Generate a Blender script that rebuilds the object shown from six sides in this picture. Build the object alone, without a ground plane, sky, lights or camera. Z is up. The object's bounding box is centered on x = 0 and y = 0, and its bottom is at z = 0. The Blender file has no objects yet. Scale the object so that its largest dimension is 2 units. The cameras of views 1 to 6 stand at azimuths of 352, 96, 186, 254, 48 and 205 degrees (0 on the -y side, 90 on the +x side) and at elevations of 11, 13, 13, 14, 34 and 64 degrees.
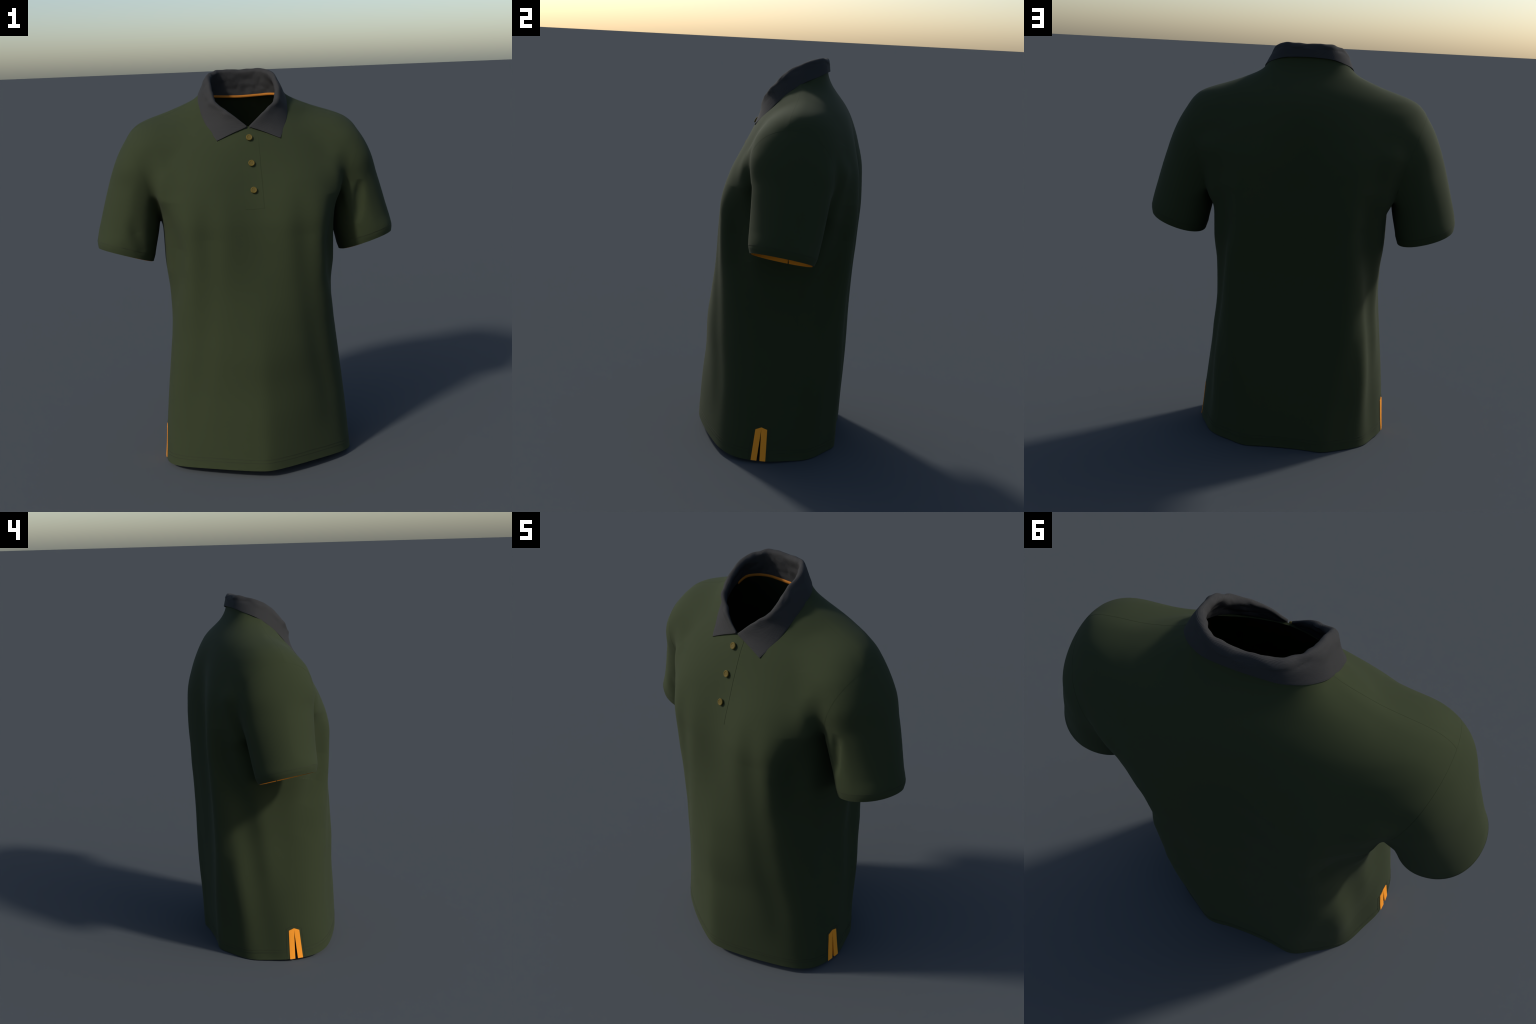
"""Short-sleeved polo shirt, worn shape without a body (ghost mannequin).

The cloth is one smooth implicit body: a torso (super-elliptic sections along z,
with a keel in front and a spine groove behind) blended with two sleeve tubes.
It is polygonised, cut by curved surfaces (hem, cuffs, neck hole, side slits)
and given thickness.  Placket, tapes and stitch lines are strips of the same
surface set proud of it; the collar is a folded loft along the neckline.
"""
import bpy, math
import numpy as np
from mathutils import Matrix, Vector, noise

# ------------------------------------------------------------------ curves
def pchip(xs, ys):
    xs = np.asarray(xs, float); ys = np.asarray(ys, float)
    h = np.diff(xs); d = np.diff(ys) / h
    m = np.zeros_like(ys)
    for i in range(1, len(xs) - 1):
        if d[i - 1] * d[i] > 0:
            w1 = 2 * h[i] + h[i - 1]; w2 = h[i] + 2 * h[i - 1]
            m[i] = (w1 + w2) / (w1 / d[i - 1] + w2 / d[i])
    m[0] = d[0]; m[-1] = d[-1]
    def f(x):
        x = np.asarray(x, float)
        i = np.clip(np.searchsorted(xs, x) - 1, 0, len(xs) - 2)
        t = (x - xs[i]) / h[i]
        return (ys[i] * (1 + 2 * t) * (1 - t) ** 2 + m[i] * h[i] * t * (1 - t) ** 2
                + ys[i + 1] * t * t * (3 - 2 * t) + m[i + 1] * h[i] * t * t * (t - 1))
    return f

def profile(*knots, blur=0.022):
    """A smooth function through (position, value) knots."""
    k = np.array(knots, float)
    lo, hi = k[0, 0], k[-1, 0]
    f = pchip(k[:, 0], k[:, 1])
    pad = 0.2
    x = np.arange(lo - pad, hi + pad, 0.004)
    y = f(np.clip(x, lo, hi))
    y += np.where(x < lo, (x - lo), 0) * (k[1, 1] - k[0, 1]) / (k[1, 0] - k[0, 0])
    y += np.where(x > hi, (x - hi), 0) * (k[-1, 1] - k[-2, 1]) / (k[-1, 0] - k[-2, 0])
    r = int(3 * blur / 0.004)
    g = np.exp(-0.5 * (np.arange(-r, r + 1) * 0.004 / blur) ** 2); g /= g.sum()
    y = np.convolve(np.pad(y, r, mode='edge'), g, 'valid')
    return lambda q: np.interp(q, x, y)

def smoothstep(a, b, x):
    t = np.clip((x - a) / (b - a), 0, 1)
    return t * t * (3 - 2 * t)

def softplus(v, w):
    return w * np.log1p(np.exp(np.clip(v / w, -40, 40)))

# ------------------------------------------------------------------ torso
HALF_WIDTH = profile((-.05, .490), (0, .485), (.2, .472), (.4, .453), (.55, .436), (.75, .418), (.9, .418),
                     (1.05, .428), (1.2, .428), (1.35, .442), (1.5, .50), (1.6, .535), (1.68, .545),
                     (1.74, .50), (1.79, .402), (1.83, .297), (1.87, .217), (1.92, .192), (2.0, .18), blur=.014)
CENTRE_Y = profile((0, 0), (.5, .01), (1.0, .03), (1.3, .05), (1.55, .075), (1.7, .10), (1.78, .125), (1.85, .11), (1.92, .06), (2.0, .05))
FRONT_Y = profile((-.05, -.287), (0, -.287), (.27, -.292), (.46, -.295), (.6, -.302), (.76, -.308), (.96, -.318), (1.1, -.326),
                  (1.25, -.322), (1.34, -.302), (1.46, -.254), (1.54, -.216), (1.66, -.160), (1.72, -.128),
                  (1.8, -.085), (1.9, -.04), (2.0, -.03))
KEEL = profile((-.05, .13), (0, .13), (.27, .112), (.46, .09), (.6, .082), (.76, .055), (.96, .016), (1.1, .0), (1.3, 0.0), (2, 0))
BACK_Y = profile((-.05, .368), (0, .370), (.09, .372), (.38, .372), (.64, .374), (.86, .38), (1.05, .393), (1.25, .408),
                 (1.41, .406), (1.57, .380), (1.70, .333), (1.77, .29), (1.81, .258), (1.85, .225), (1.88, .206), (1.925, .190), (2.0, .182))
CHEST_DIP = profile((0, 0), (.8, 0), (1.0, .01), (1.15, .022), (1.3, .03), (1.42, .026), (1.55, .01), (1.7, 0), (2, 0))
SPINE_DIP = profile((-.05, .02), (0, .02), (.3, .02), (.6, .03), (1.0, .045), (1.3, .06), (1.45, .052), (1.6, .028), (1.72, .006), (1.8, 0), (2, 0))
SIDE_DIP = profile((0, .0), (.1, .006), (.3, .010), (.8, .012), (1.0, .006), (1.2, .004), (1.3, 0), (2, 0))
N_FRONT = profile((0, 3.2), (.25, 2.8), (.5, 2.85), (1.0, 3.1), (1.3, 3.6), (1.45, 3.0), (1.58, 2.2), (1.68, 1.7), (1.76, 1.35), (1.85, 1.6), (2.0, 2.2))
N_BACK = profile((0, 2.15), (.15, 2.3), (.5, 3.2), (1.0, 3.5), (1.3, 3.6), (1.45, 3.3), (1.6, 2.5), (1.72, 2.1), (1.82, 2.2), (1.9, 2.9), (2.0, 2.9))

def torso_raw(x, y, z):
    a, c = HALF_WIDTH(z), CENTRE_Y(z)
    ax = np.abs(x)
    a = a + .004 - SIDE_DIP(z) * np.exp(-((y - .08) / .10) ** 2)
    keel = KEEL(z) * softplus(1.0 - np.sqrt(x * x + .04 ** 2) / .37, .12)
    front = c - FRONT_Y(z) + keel - CHEST_DIP(z) * np.exp(-(x / .16) ** 2)
    back = BACK_Y(z) - c - SPINE_DIP(z) * np.exp(-(x / .162) ** 2)
    s = smoothstep(-.06, .06, y - c)
    b = front * (1 - s) + back * s
    n = N_FRONT(z) * (1 - s) + N_BACK(z) * s
    q = (ax / a) ** n + (np.abs(y - c) / b) ** n + 1e-9
    return (q ** (1 / n) - 1) * np.minimum(a, b)

# ------------------------------------------------------------------ sleeve (drawn for +x, mirrored)
CUFF_W = 1.09
def sleeve_w(x, y, z):
    """Height above the tilted cuff plane, as a z value."""
    return z - .31 * (np.abs(x) - .63) + .125 * (y - .07)

S_OUT = profile((1.0, .765), (1.09, .764), (1.11, .770), (1.16, .763), (1.25, .741), (1.4, .702), (1.53, .663), (1.65, .613), (1.75, .545),
                (1.80, .485), (1.87, .372), (1.95, .215), (2.05, .05), blur=.012)
S_IN = profile((1.0, .497), (1.09, .492), (1.11, .484), (1.16, .474), (1.25, .455), (1.4, .43), (1.53, .38), (1.65, .30), (1.75, .20),
               (1.87, .0), (2.05, -.2), blur=.012)
S_FRONT = profile((1.0, -.075), (1.09, -.078), (1.11, -.086), (1.16, -.090), (1.25, -.090), (1.4, -.095), (1.53, -.112), (1.65, -.098), (1.75, -.045),
                  (1.87, .05), (2.05, .08), blur=.012)
S_BACK = profile((1.0, .214), (1.09, .218), (1.11, .230), (1.16, .240), (1.25, .253), (1.4, .270), (1.53, .280), (1.65, .278), (1.75, .255),
                 (1.87, .19), (2.05, .13), blur=.012)

def sleeve_raw(x, y, z):
    w = sleeve_w(x, y, z)
    ax = np.abs(x)
    o, i, f, b = S_OUT(w), S_IN(w), S_FRONT(w), S_BACK(w)
    cx, rx, cy, ry = (o + i) / 2, np.maximum((o - i) / 2, .02), (f + b) / 2, np.maximum((b - f) / 2, .02)
    n = 2.15 - .35 * smoothstep(-.06, .06, ax - cx) * smoothstep(1.09, 1.2, w) * smoothstep(1.56, 1.42, w)
    q = (np.abs(ax - cx) / rx) ** n + (np.abs(y - cy) / ry) ** n + 1e-9
    return (q ** (1 / n) - 1) * np.minimum(rx, ry)

# Folds of the draped cloth: soft grooves (depth > 0, inwards) and ridges (depth < 0) along
# polylines of (x, y, z, strength), drawn for +x; side 0 = both sides, +1 / -1 = that side only.
FOLDS = [
    (0, .068, .041, [(.34, .35, 1.32, 0), (.35, .335, 1.14, .9), (.385, .26, .90, 1), (.41, .215, .60, .9), (.437, .185, .25, .8), (.447, .175, .05, .4)]),  # hollow behind the side
    (1, .065, -.022, [(.27, .36, 1.56, 0), (.28, .385, 1.25, .6), (.30, .36, .98, 1.2), (.295, .345, .65, 1.3), (.22, .35, .25, .9), (.19, .345, -.05, .9)]),  # back pleat
    (-1, .065, -.021, [(.26, .36, 1.56, 0), (.265, .385, 1.25, .8), (.26, .37, .98, 1.15), (.26, .352, .60, 1.2), (.20, .354, .25, .9), (.19, .345, -.05, .9)]),
    (0, .075, .044, [(.40, -.20, 1.38, 0), (.40, -.19, 1.14, 1), (.40, -.17, 1.0, .8), (.41, -.11, .86, .3), (.42, -.05, .70, 0)]),  # under the front armpit
    (0, .065, .019, [(.23, -.28, 1.46, 0), (.24, -.303, 1.20, 1.1), (.25, -.303, .95, .6), (.29, -.285, .60, .5), (.335, -.255, .38, .4), (.35, -.24, .15, 0)]),  # front drape
    (0, .07, .014, [(.455, .13, .55, 0), (.465, .125, .35, 1), (.475, .12, .02, 1)]),                       # flat side above the slit
    (1, .05, .009, [(.37, .29, 1.05, 0), (.385, .25, .87, 1), (.40, .22, .60, .7), (.41, .20, .30, .3), (.42, .19, .1, 0)]),
    (0, .062, -.041, [(.44, .30, 1.48, .8), (.43, .26, 1.28, .9)]),                                        # back armhole
    (0, .06, -.020, [(.44, -.16, 1.55, .7), (.45, -.14, 1.40, 1)]),                                        # front armhole
    (1, .022, .020, [(.567, -.09, 1.43, 0), (.562, -.088, 1.36, 1), (.556, -.085, 1.27, 1), (.548, -.08, 1.20, 0)]),  # sleeve creases
    (1, .025, -.015, [(.51, -.07, 1.42, 0), (.505, -.07, 1.36, 1), (.52, -.07, 1.20, 0)]),
    (-1, .03, .009, [(.60, -.09, 1.30, 0), (.575, -.085, 1.22, 1), (.55, -.075, 1.14, .6)]),
    (-1, .022, .005, [(.50, .24, 1.46, 0), (.485, .25, 1.40, 1), (.50, .23, 1.33, 0)]),                    # pinched back armhole
    (1, .022, .005, [(.49, .25, 1.42, 0), (.50, .24, 1.37, 1), (.51, .22, 1.28, 0)]),
]
def fold_strength(P, line, sigma):
    """Gaussian about the nearest point of the polyline, scaled by the strength there."""
    best = np.full(P.shape[:-1], 1e9); wgt = np.zeros_like(best)
    for A, B in zip(line[:-1], line[1:]):
        d = B[:3] - A[:3]
        t = np.clip(((P - A[:3]) @ d) / (d @ d), 0, 1)
        r = np.linalg.norm(P - A[:3] - t[..., None] * d, axis=-1)
        m = r < best
        best = np.where(m, r, best); wgt = np.where(m, A[3] + t * (B[3] - A[3]), wgt)
    return wgt * np.exp(-(best / sigma) ** 2)

def dents(x, y, z):
    P = np.stack([np.abs(x), y, z], -1)
    d = np.zeros_like(x)
    for side, sigma, depth, line in FOLDS:
        v = depth * fold_strength(P, np.array(line), sigma)
        d += v if side == 0 else np.where(side * x > 0, v, 0)
    return d

def smin(a, b, k):
    h = np.clip(.5 + .5 * (b - a) / k, 0, 1)
    return b * (1 - h) + a * h - k * h * (1 - h)

def unit(raw, P, e=.003):
    x, y, z = P.T
    v = raw(x, y, z)
    gx = (raw(x + e, y, z) - raw(x - e, y, z)) / (2 * e)
    gy = (raw(x, y + e, z) - raw(x, y - e, z)) / (2 * e)
    gz = (raw(x, y, z + e) - raw(x, y, z - e)) / (2 * e)
    return v / np.maximum(np.sqrt(gx * gx + gy * gy + gz * gz), .15)

def blend_k(z):
    return .02 + .02 * smoothstep(1.22, 1.38, z) + .025 * smoothstep(1.42, 1.62, z) - .045 * smoothstep(1.74, 1.82, z)

def both(P):
    return unit(torso_raw, P), unit(sleeve_raw, P)

def field(P):
    t, s = both(P)
    return smin(t, s, blend_k(P[:, 2])) + dents(P[:, 0], P[:, 1], P[:, 2])

def field_grad(P, e=.002):
    f = field(P)
    g = np.empty_like(P)
    for k in range(3):
        d = np.zeros(3); d[k] = e
        g[:, k] = (field(P + d) - field(P - d)) / (2 * e)
    return f, g

# ------------------------------------------------------------------ polygonise (surface nets)
def surface_nets(lo, hi, h):
    ax = [np.arange(l, u + h * .5, h) for l, u in zip(lo, hi)]
    nx, ny, nz = [len(a) for a in ax]
    X, Y, Z = np.meshgrid(*ax, indexing='ij')
    def norm(v):
        gx, gy, gz = np.gradient(v, h)
        return v / np.maximum(np.sqrt(gx * gx + gy * gy + gz * gz), .15)
    T = norm(torso_raw(X, Y, Z)); S = norm(sleeve_raw(X, Y, Z))
    S = np.maximum(S, 1.055 - sleeve_w(X, Y, Z))
    F = smin(T, S, blend_k(Z))
    neg = F < 0
    cnt = np.zeros((nx - 1, ny - 1, nz - 1)); acc = np.zeros((nx - 1, ny - 1, nz - 1, 3))
    O = [(0, 0), (0, 1), (1, 0), (1, 1)]
    def cut(arr, a, n):
        sl = [slice(None)] * 3; return arr[tuple(sl[:a] + [slice(0, n)] + sl[a + 1:])]
    for axis in range(3):
        s0 = [slice(None)] * 3; s1 = [slice(None)] * 3
        s0[axis] = slice(0, -1); s1[axis] = slice(1, None)
        f0, f1 = F[tuple(s0)], F[tuple(s1)]
        cr = (f0 < 0) != (f1 < 0)
        t = np.where(cr, f0 / np.where(cr, f0 - f1, 1), 0)
        base = np.stack([A[tuple(s0)] for A in (X, Y, Z)], -1)
        pt = base.copy(); pt[..., axis] += t * h
        o1, o2 = [k for k in range(3) if k != axis]
        for a, b in O:
            sl = [slice(None)] * 3
            sl[o1] = slice(a, a + (nx, ny, nz)[o1] - 1)
            sl[o2] = slice(b, b + (nx, ny, nz)[o2] - 1)
            c = cr[tuple(sl)]
            cnt += c
            acc += pt[tuple(sl)] * c[..., None]
    act = cnt > 0
    idx = -np.ones(act.shape, int); idx[act] = np.arange(act.sum())
    V = acc[act] / cnt[act][:, None]
    quads = []
    for axis in range(3):
        s0 = [slice(1, -1)] * 3; s1 = [slice(1, -1)] * 3
        s0[axis] = slice(0, -1); s1[axis] = slice(1, None)
        a, b = neg[tuple(s0)], neg[tuple(s1)]
        w = np.argwhere(a != b)
        o1, o2 = (axis + 1) % 3, (axis + 2) % 3
        flip = a[tuple(w.T)]
        base = w.copy()
        base[:, o1] += 1; base[:, o2] += 1      # grid index of the edge
        def cell(d1, d2):
            c = base.copy(); c[:, o1] += d1; c[:, o2] += d2
            return idx[c[:, 0], c[:, 1], c[:, 2]]
        q = np.stack([cell(-1, -1), cell(0, -1), cell(0, 0), cell(-1, 0)], 1)
        q = np.where(flip[:, None], q, q[:, ::-1])
        quads.append(q)
    Q = np.concatenate(quads)
    return V, Q[(Q >= 0).all(1)]

def subdivide(V, Q):
    e = np.stack([Q, np.roll(Q, -1, 1)], -1).reshape(-1, 2)
    e.sort(1)
    u, inv = np.unique(e, axis=0, return_inverse=True)
    inv = inv.reshape(-1, 4)
    n, m = len(V), len(u)
    W = np.concatenate([V, V[u].mean(1), V[Q].mean(1)])
    em = inv + n; c = np.arange(len(Q)) + n + m
    out = [np.stack([Q[:, k], em[:, k], c, em[:, (k - 1) % 4]], 1) for k in range(4)]
    return W, np.concatenate(out)

def relax(V, Q, rounds):
    e = np.stack([Q, np.roll(Q, -1, 1)], -1).reshape(-1, 2)
    for _ in range(rounds):
        s = np.zeros_like(V); c = np.zeros(len(V))
        for a, b in ((0, 1), (1, 0)):
            for k in range(3):
                s[:, k] += np.bincount(e[:, a], V[e[:, b], k], len(V))
            c += np.bincount(e[:, a], minlength=len(V))
        V = .5 * V + .5 * s / np.maximum(c, 1)[:, None]
    return V

def project(V, rounds=3):
    for _ in range(rounds):
        f, g = field_grad(V)
        V = V - np.clip(f, -.01, .01)[:, None] * g / np.maximum((g * g).sum(1), .2)[:, None]
    return V

class Patch:
    """Polygons with per-vertex position and normal, cut by scalar fields."""
    def __init__(s, V, N, faces):
        s.V, s.N, s.faces = V, N, faces

    def keep(s, val):
        """Keep the part where val > 0; the cut edge is exact."""
        V, N = s.V, s.N
        v = np.where(np.abs(val) < 1e-7, 1e-7, val)
        inside = v > 0
        newV, newN, made, faces = [], [], {}, []
        n0 = len(V)
        tri_ok = []
        for f in s.faces:
            k = [inside[i] for i in f]
            if all(k): faces.append(f); continue
            if not any(k): continue
            out = []
            for j in range(len(f)):
                a, b = f[j], f[(j + 1) % len(f)]
                if inside[a]: out.append(a)
                if inside[a] != inside[b]:
                    key = (a, b) if a < b else (b, a)
                    if key not in made:
                        p, q = key; t = v[p] / (v[p] - v[q])
                        made[key] = n0 + len(newV)
                        newV.append(V[p] + t * (V[q] - V[p])); newN.append(N[p] + t * (N[q] - N[p]))
                    out.append(made[key])
            if len(out) >= 3: faces.append(out)
        if newV:
            V = np.concatenate([V, np.array(newV)]); N = np.concatenate([N, np.array(newN)])
        used = np.unique(np.fromiter((i for f in faces for i in f), int)) if faces else np.array([], int)
        mp = -np.ones(len(V), int); mp[used] = np.arange(len(used))
        return Patch(V[used], N[used], [[int(mp[i]) for i in f] for f in faces])

    def near(s, mask):
        """Cheap pre-selection of the faces with any vertex in mask."""
        faces = [f for f in s.faces if any(mask[i] for i in f)]
        used = np.unique(np.fromiter((i for f in faces for i in f), int))
        mp = -np.ones(len(s.V), int); mp[used] = np.arange(len(used))
        return Patch(s.V[used], s.N[used], [[int(mp[i]) for i in f] for f in faces])

    def rim(s):
        cnt = {}
        for f in s.faces:
            for j in range(len(f)):
                a, b = f[j], f[(j + 1) % len(f)]
                cnt[(a, b)] = cnt.get((a, b), 0) + 1
        return [(a, b) for (a, b) in cnt if (b, a) not in cnt]

    def xyz(s):
        return s.V[:, 0], s.V[:, 1], s.V[:, 2]

def new_object(name, V, faces, mat, normals=None, parent=None, smooth=True):
    me = bpy.data.meshes.new(name)
    me.from_pydata([tuple(p) for p in V], [], faces)
    me.validate()
    me.polygons.foreach_set('use_smooth', [smooth] * len(me.polygons))
    me.materials.append(mat)
    ob = bpy.data.objects.new(name, me)
    bpy.context.scene.collection.objects.link(ob)
    if normals is not None and len(me.vertices) == len(V):
        n = normals / np.maximum(np.linalg.norm(normals, axis=1), 1e-9)[:, None]
        me.normals_split_custom_set_from_vertices([tuple(p) for p in n])
    if parent is not None:
        ob.parent = parent
    return ob

def cloth(name, patch, mat, outer=0.0, inner=-.006, open_edge=None, parent=None):
    """Give a patch two sides and rims. open_edge(V) -> mask of vertices on a seam that gets no rim."""
    n = patch.N / np.linalg.norm(patch.N, axis=1)[:, None]
    A, B = patch.V + n * outer, patch.V + n * inner
    k = len(A)
    V, N, F = [A, B], [n, -n], list(patch.faces)
    F += [[i + k for i in reversed(f)] for f in patch.faces]
    edges = patch.rim()
    if open_edge is not None and edges:
        m = open_edge(patch.V)
        edges = [e for e in edges if not (m[e[0]] and m[e[1]])]
    if edges:
        rv = sorted({i for e in edges for i in e}); pos = {i: j for j, i in enumerate(rv)}
        out = np.zeros((len(rv), 3))
        for a, b in edges:
            d = A[b] - A[a]
            c = np.cross(d, n[a]); c /= max(np.linalg.norm(c), 1e-9)
            out[pos[a]] += c; out[pos[b]] += c
        V += [A[rv], B[rv]]; N += [out, out]
        r = len(rv)
        for a, b in edges:
            F.append([2 * k + pos[b], 2 * k + pos[a], 2 * k + r + pos[a], 2 * k + r + pos[b]])
    return new_object(name, np.concatenate(V), F, mat, np.concatenate(N), parent)

# ------------------------------------------------------------------ materials
def srgb(r, g, b):
    f = lambda c: (c / 12.92 if c <= .04045 else ((c + .055) / 1.055) ** 2.4)
    return (f(r / 255), f(g / 255), f(b / 255), 1)

def fabric(name, colour, rough=.8, vary=.08, rib=None, grain=900, bump=.15, spec=.3, sheen=0.0):
    m = bpy.data.materials.new(name); m.use_nodes = True
    nt = m.node_tree; nt.nodes.clear(); N = nt.nodes.new; L = nt.links.new
    out = N('ShaderNodeOutputMaterial'); p = N('ShaderNodeBsdfPrincipled')
    L(p.outputs[0], out.inputs[0])
    p.inputs['Roughness'].default_value = rough
    p.inputs['Specular IOR Level'].default_value = spec
    p.inputs['Sheen Weight'].default_value = sheen
    p.inputs['Sheen Roughness'].default_value = .5
    tc = N('ShaderNodeTexCoord')
    no = N('ShaderNodeTexNoise'); no.inputs['Scale'].default_value = 260; no.inputs['Detail'].default_value = 3
    L(tc.outputs['Object'], no.inputs['Vector'])
    mx = N('ShaderNodeMix'); mx.data_type = 'RGBA'
    c = np.array(colour[:3])
    mx.inputs[6].default_value = (*(c * (1 - vary)), 1); mx.inputs[7].default_value = (*(c * (1 + vary)), 1)
    L(no.outputs['Fac'], mx.inputs[0]); L(mx.outputs[2], p.inputs['Base Color'])
    bp = N('ShaderNodeBump'); bp.inputs['Strength'].default_value = bump; bp.inputs['Distance'].default_value = .001
    if rib:
        mp = N('ShaderNodeMapping'); mp.inputs['Rotation'].default_value = rib
        wv = N('ShaderNodeTexWave'); wv.bands_direction = 'Z'
        wv.inputs['Scale'].default_value = 115; wv.inputs['Distortion'].default_value = .6
        wv.inputs['Detail'].default_value = 1; wv.inputs['Detail Scale'].default_value = 6
        L(tc.outputs['Object'], mp.inputs[0]); L(mp.outputs[0], wv.inputs['Vector']); L(wv.outputs['Fac'], bp.inputs['Height'])
    else:
        vo = N('ShaderNodeTexVoronoi'); vo.inputs['Scale'].default_value = grain
        L(tc.outputs['Object'], vo.inputs['Vector']); L(vo.outputs['Distance'], bp.inputs['Height'])
    L(bp.outputs[0], p.inputs['Normal'])
    return m

GREEN = fabric('olive_pique', (.0248, .0330, .0122, 1), rough=.95, spec=.28, bump=.05)
GREY = fabric('charcoal_rib', (.0275, .0272, .0275, 1), rough=.9, rib=(math.radians(-25), 0, 0), bump=.35, spec=.2)
ORANGE = fabric('orange_tape', (.88, .30, .024, 1), rough=.8, vary=.05, bump=.05, spec=.12)
ORANGE_DARKENED = fabric('neck_tape_orange_darkened', (.36, .125, .012, 1), rough=.8, vary=.05, bump=.05, spec=.2)  # tape orange darkened to carry the shade inside the collar stand
THREAD = fabric('stitch_thread', (.020, .025, .0105, 1), rough=.8, bump=0)
SEAM = fabric('seam_drawn_shading', (.0228, .0305, .0112, 1), rough=.9, bump=0, spec=.2)
HORN = fabric('button_horn', (.100, .072, .014, 1), rough=.7, vary=.12, bump=0, spec=.15)
HORN_DARK = fabric('button_hole', (.05, .030, .006, 1), rough=.6, bump=0)

# ------------------------------------------------------------------ build the cloth body
V, Q = surface_nets((-.84, -.47, -.045), (.84, .48, 2.005), .012)
V, Q = subdivide(V, Q)
V = project(V, 2)
V = relax(V, Q, 4)
V = project(V, 3)
_, G = field_grad(V)
body = Patch(V, G / np.maximum(np.linalg.norm(G, axis=1), 1e-6)[:, None], Q.tolist())

def hem_z(x, y):
    """Height of the hem: on the ground behind, lifted in front."""
    return .0015 + .012 * smoothstep(.25, -.05, y) + .028 * smoothstep(-.05, -.36, y)

COLLAR_EDGE_Z = profile((-.147, 1.66), (-.08, 1.727), (-.02, 1.792), (.04, 1.845), (.10, 1.884), (.158, 1.911), (.20, 1.935), blur=.01)
def neck_field(x, y, z):
    """Positive outside the neck hole: a ring round the neck, and nothing above the collar's edge."""
    ring = np.sqrt((x / .200) ** 2 + ((y - .0275) / .1545) ** 2)
    hole = np.where(z > 1.6, (ring - 1) * .16, 1.0)
    top = COLLAR_EDGE_Z(y) + .012 + .05 * smoothstep(.02, -.08, y) - z
    return np.minimum(hole, np.where(z > 1.6, top, 1.0))

SLIT_TOP = .178
def slit_y(z):
    return -.008 * (1 - z / SLIT_TOP)
def slit_field(x, y, z):
    half = .0085 * (1 - z / SLIT_TOP)
    return np.where((np.abs(x) > .3) & (z < SLIT_TOP), np.abs(y - slit_y(z)) - half, 1.0)

x, y, z = body.xyz(); body = body.keep(np.where((np.abs(x) > .462) & (z > .9) & (z < 1.3), sleeve_w(x, y, z) - CUFF_W + .003, .05))
x, y, z = body.xyz(); body = body.keep(z - hem_z(x, y))
x, y, z = body.xyz(); body = body.keep(neck_field(x, y, z))
whole = body                                    # uncut at the slits, for tapes
x, y, z = body.xyz(); body = body.keep(np.where((np.abs(x) > .462) & (z > .9) & (z < 1.3), sleeve_w(x, y, z) - CUFF_W, .05))
x, y, z = body.xyz(); body = body.keep(slit_field(x, y, z))

root = bpy.data.objects.new('polo_shirt', None)
bpy.context.scene.collection.objects.link(root)
root['label'] = 'olive green short-sleeved polo shirt with charcoal collar and orange trims'
root['category'] = 'polo shirt'

def seam(P, side):
    t, s = both(P)
    plane = side * P[:, 0] - (.588 + .36 * (P[:, 2] - 1.682))
    return np.minimum(plane, (t - s) + .4 * smoothstep(1.26, 1.40, P[:, 2]))

left_s = seam(body.V, 1)
sleeve_a = body.keep(left_s); rest = body.keep(-left_s)
right_s = seam(rest.V, -1)
sleeve_b = rest.keep(right_s); torso = rest.keep(-right_s)

def at_seam(V):
    m = (V[:, 2] > 1.15) & (np.abs(V[:, 0]) > .3)
    return m
cloth('torso', torso, GREEN, open_edge=at_seam, parent=root)
for pt in (sleeve_a, sleeve_b):
    cloth('sleeve', pt, GREEN, open_edge=at_seam, parent=root)

# ------------------------------------------------------------------ strips of the same surface
def strip(name, src, mat, fields, outer, inner, parent=root):
    p = src
    for f in fields:
        val = f(*p.xyz())
        p = p.keep(val)
        if not p.faces: return None
    return cloth(name, p, mat, outer, inner, parent=parent)

low = whole.near(whole.V[:, 2] < .26)
front = whole.near((np.abs(whole.V[:, 0]) < .09) & (whole.V[:, 1] < .05) & (whole.V[:, 2] > 1.25))
# placket
strip('placket', front, GREEN, [lambda x, y, z: .045 - np.abs(x), lambda x, y, z: z - 1.335], .0009, -.002)

# slit tapes: two legs on each side joined in a point at the top
def tape_fields(side, leg):
    def off(y, z):
        return leg * (y - slit_y(z)), .0085 * np.clip(1 - z / SLIT_TOP, 0, 1)
    def near_edge(x, y, z):
        d, half = off(y, z); return d - half
    def far_edge(x, y, z):
        d, half = off(y, z); return .029 + half - d
    def cap(x, y, z):
        return .187 - .40 * np.abs(y - slit_y(z)) - z
    return [lambda x, y, z: side * x - .3, near_edge, far_edge, cap]
for side in (1, -1):
    for leg in (1, -1):
        strip('slit_tape', low, ORANGE, tape_fields(side, leg), .0025, -.008)

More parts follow.
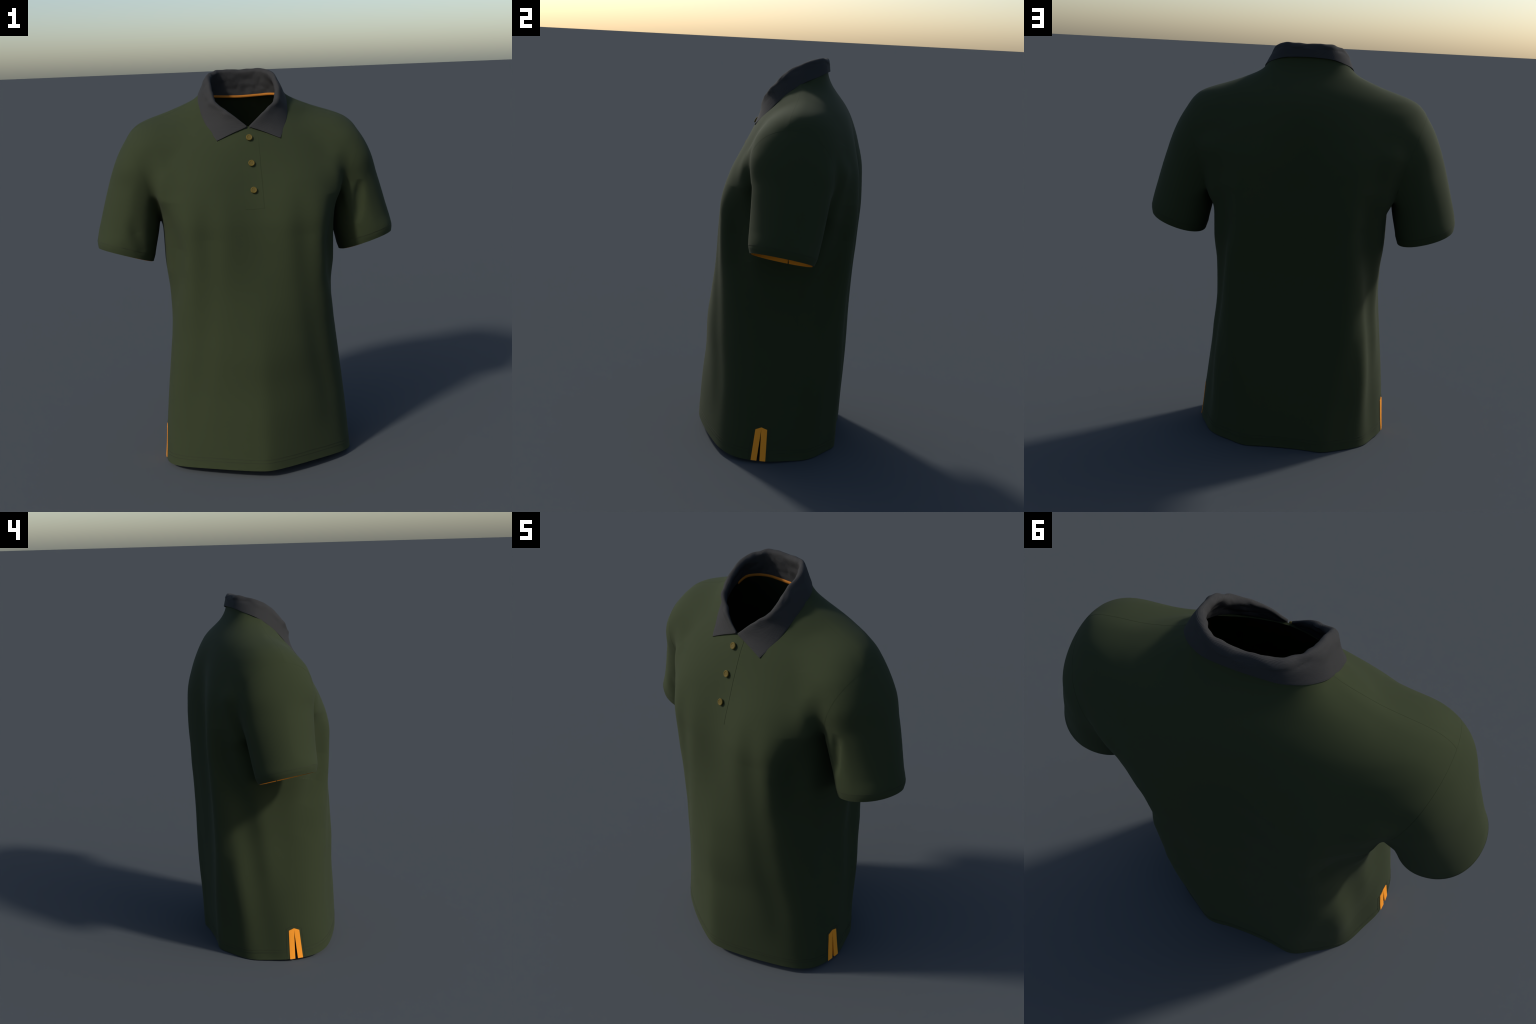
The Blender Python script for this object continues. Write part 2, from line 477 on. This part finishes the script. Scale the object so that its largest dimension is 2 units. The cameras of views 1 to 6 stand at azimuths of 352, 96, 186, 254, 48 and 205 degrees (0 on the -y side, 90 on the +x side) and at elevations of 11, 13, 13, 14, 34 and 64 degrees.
# stitch lines
def stitch(src, dist, extra=()):
    strip('stitch_line', src, THREAD, [lambda x, y, z: .0011 - dist(x, y, z), lambda x, y, z: .0011 + dist(x, y, z), *extra], .0008, -.001)
clear_slit = lambda x, y, z: np.where(np.abs(x) > .3, np.abs(y - slit_y(z)) - .046, 1.0)
for hgt in (.040, .056):
    stitch(low, lambda x, y, z: z - hem_z(x, y) - hgt, [clear_slit])
for side in (1, -1):
    def box(x, y, z):
        half = .0085 * np.clip(1 - z / SLIT_TOP, 0, 1)
        d = np.abs(y - slit_y(z)) - half - .043
        return np.maximum(d, (z + .40 * np.abs(y - slit_y(z)) - .203) * .93)
    stitch(low, box, [lambda x, y, z: side * x - .3])
    arm = whole.near((side * whole.V[:, 0] > .45) & (whole.V[:, 2] < 1.3) & (whole.V[:, 2] > .95))
    stitch(arm, lambda x, y, z: sleeve_w(x, y, z) - CUFF_W - .038, [lambda x, y, z: side * x - .455])
    # orange facing inside the cuff
    strip('cuff_facing', arm, ORANGE, [lambda x, y, z: side * x - .455,
          lambda x, y, z: CUFF_W + .045 - sleeve_w(x, y, z), lambda x, y, z: sleeve_w(x, y, z) - CUFF_W + .0025,
          lambda x, y, z: np.where(side * x < .6, np.abs(y - .09) - .003, 1.0)], -.0062, -.009)

# armhole and shoulder seams: thin darker strips drawing the shading break between panels
for side in (1, -1):
    cap = whole.near((side * whole.V[:, 0] > .18) & (whole.V[:, 2] > 1.36))
    arm_line = lambda x, y, z: side * x - (.588 + .36 * (z - 1.682))
    strip('armhole_seam', cap, SEAM, [lambda x, y, z: .0005 - arm_line(x, y, z), lambda x, y, z: .0005 + arm_line(x, y, z),
          lambda x, y, z: z - 1.42, lambda x, y, z: side * x - .2], .0003, -.001)
    ridge = lambda x, y, z: y - (.085 - .055 * (side * x - .2))
    strip('shoulder_seam', cap, SEAM, [lambda x, y, z: .0005 - ridge(x, y, z), lambda x, y, z: .0005 + ridge(x, y, z),
          lambda x, y, z: z - 1.6, lambda x, y, z: -arm_line(x, y, z), lambda x, y, z: side * x - .2], .0003, -.001)

# ------------------------------------------------------------------ collar
def spline(points, n):
    """Points (half, back to front) mirrored to a full run, sampled evenly."""
    h = np.array(points, float)
    full = np.concatenate([h[:0:-1] * [-1, 1, 1], h])
    d = np.r_[0, np.cumsum(np.linalg.norm(np.diff(full, axis=0), axis=1))]
    d /= d[-1]
    t = np.linspace(0, 1, n)
    out = np.stack([pchip(d, full[:, k])(t) for k in range(3)], 1)
    return out

NECK_SEAM = [(0, .194, 1.862), (.10, .185, 1.866), (.165, .150, 1.870), (.198, .10, 1.866), (.200, .04, 1.842), (.188, -.02, 1.802),
             (.155, -.07, 1.765), (.10, -.104, 1.737), (.05, -.122, 1.722), (.004, -.130, 1.706)]
FOLD = [(0, .181, 1.996), (.09, .170, 1.997), (.147, .120, 1.985), (.171, .05, 1.957), (.170, -.01, 1.918),
        (.160, -.06, 1.862), (.112, -.10, 1.812), (.06, -.124, 1.768), (.008, -.134, 1.724)]
EDGE = [(0, .200, 1.935), (.095, .194, 1.931), (.17, .158, 1.911), (.214, .10, 1.884), (.222, .04, 1.845),
        (.216, -.02, 1.792), (.195, -.08, 1.727), (.156, -.147, 1.660)]
def collar():
    n, m = 161, 34
    b, f, e = spline(NECK_SEAM, n), spline(FOLD, n), spline(EDGE, n)
    tan = np.gradient(f, axis=0); tan[:, 2] = 0
    out = np.cross(tan, (0, 0, 1.0)); out /= np.linalg.norm(out, axis=1)[:, None]
    out *= np.sign((out * (f - [0, .03, 0]))[:, :2].sum(1))[:, None]
    s = np.abs(np.linspace(-1, 1, n))
    puff = (.009 * (1 - smoothstep(.55, 1, s)) + .0025)[:, None]
    up = np.array([0, 0, 1.0])
    ctrl = [b, b * .5 + f * .5 + out * puff * -.3 - up * .005, f - out * puff - up * puff * 1.0, f, f + out * puff - up * puff * .9,
            f * .5 + e * .5 + out * puff * .5, e]
    kn = np.array([0, .22, .42, .5, .58, .78, 1.0])
    tt = np.linspace(0, 1, m)
    ctrl = np.array(ctrl)
    rows = np.empty((m, n, 3))
    for j in range(n):
        for k in range(3):
            rows[:, j, k] = pchip(kn, ctrl[:, j, k])(tt)
    for i in range(m):                           # crumpled stand and fold, smooth fall
        wgt = smoothstep(.80, .62, tt[i]) * smoothstep(-.1, .2, tt[i])
        for j in range(n):
            p = Vector(rows[i, j]); q = Vector((j * .11, tt[i] * 5.0, 3.0))
            a = noise.noise(q) * .006 + noise.noise(q * 2.3) * .003
            a -= .007 * abs(noise.noise(q * 1.4 + Vector((2, 9, 4)))) * smoothstep(.62, .3, tt[i])
            b2 = noise.noise(p * 20 + Vector((7, 3, 1))) * .006
            rows[i, j] += wgt * (out[j] * a + up * b2 * smoothstep(.3, .5, tt[i])) * (1 - .7 * smoothstep(.7, 1, s[j]))
    V = rows.reshape(-1, 3)
    F = [[i * n + j, i * n + j + 1, (i + 1) * n + j + 1, (i + 1) * n + j] for i in range(m - 1) for j in range(n - 1)]
    return V, F, (b, f, e, out)

CV, CF, (cb, cf, ce, cout) = collar()
col = new_object('collar', CV, CF, GREY, parent=root)
so = col.modifiers.new('thick', 'SOLIDIFY'); so.thickness = .005; so.offset = 0
bv = col.modifiers.new('edge', 'BEVEL'); bv.width = .0015; bv.segments = 2; bv.limit_method = 'ANGLE'; bv.angle_limit = math.radians(50)

# orange neck tape: a flat band along the stand's lower edge, back half only
def neck_tape():
    keep = [j for j in range(len(cb)) if cb[j][1] > .05]
    c = cb[keep]; o = cout[keep]
    prof = [(-.004, -.009), (-.007, -.008), (-.007, .003), (-.004, .004), (.0, .003), (.0, -.008)]
    V = []
    for p, d in zip(c, o):
        for a, h in prof: V.append(p + d * a + np.array([0, 0, h]))
    k = len(prof); F = []
    for i in range(len(c) - 1):
        for j in range(k):
            F.append([i * k + j, (i + 1) * k + j, (i + 1) * k + (j + 1) % k, i * k + (j + 1) % k])
    F.append(list(range(k))); F.append([(len(c) - 1) * k + j for j in reversed(range(k))])
    return np.array(V), F
tv, tf = neck_tape()
new_object('neck_tape', tv, tf, ORANGE_DARKENED, parent=root)

# ------------------------------------------------------------------ buttons
def button_mesh():
    prof = [(0, .0058), (.0062, .0058), (.0075, .0068), (.0092, .0072), (.0106, .0062), (.0112, .004), (.0108, .001), (.0095, 0), (0, 0)]
    n = 40; V = []; F = []
    for r, h in [(p[0] * 1.42, p[1] * 1.25) for p in prof[1:-1]]:
        for k in range(n):
            a = 2 * math.pi * k / n; V.append((r * math.cos(a), r * math.sin(a), h))
    R = len(prof) - 2
    for i in range(R - 1):
        for k in range(n):
            F.append([i * n + k, (i + 1) * n + k, (i + 1) * n + (k + 1) % n, i * n + (k + 1) % n])
    F.append(list(range(n))); F.append([(R - 1) * n + k for k in reversed(range(n))])
    return V, F
bvx, bfx = button_mesh()
bm = None
hm = None
for zc in (1.668, 1.548, 1.422):
    P = np.array([[0, -.3, zc]])
    ys = np.linspace(-.45, 0, 901)
    fv = field(np.stack([ys * 0, ys, ys * 0 + zc], 1))
    yc = ys[np.argmax(fv < 0)]
    P = np.array([[0, yc, zc]]); _, g = field_grad(P); g = g[0] / np.linalg.norm(g[0])
    q = Vector(g).to_track_quat('Z', 'Y')
    mw = Matrix.Translation(Vector((0, yc, zc)) + Vector(g) * .004) @ q.to_matrix().to_4x4()
    if bm is None:
        ob = new_object('button', np.array(bvx), bfx, HORN, parent=root, smooth=False); bm = ob.data
        hv, hf = [], []
        for sx in (-1, 1):
            for sy in (-1, 1):
                o = len(hv)
                for k in range(10):
                    a = 2 * math.pi * k / 10
                    hv.append((sx * .0034 + .0017 * math.cos(a), sy * .0034 + .0017 * math.sin(a), .0075))
                hf.append(list(range(o, o + 10)))
        ho = new_object('button_holes', np.array(hv), hf, HORN_DARK, parent=ob, smooth=False); hm = ho.data
    else:
        ob = bpy.data.objects.new('button', bm); bpy.context.scene.collection.objects.link(ob); ob.parent = root
        ho = bpy.data.objects.new('button_holes', hm); bpy.context.scene.collection.objects.link(ho); ho.parent = ob
    ob.matrix_local = mw
print('verts', sum(len(o.data.vertices) for o in bpy.data.objects if o.type == 'MESH'))
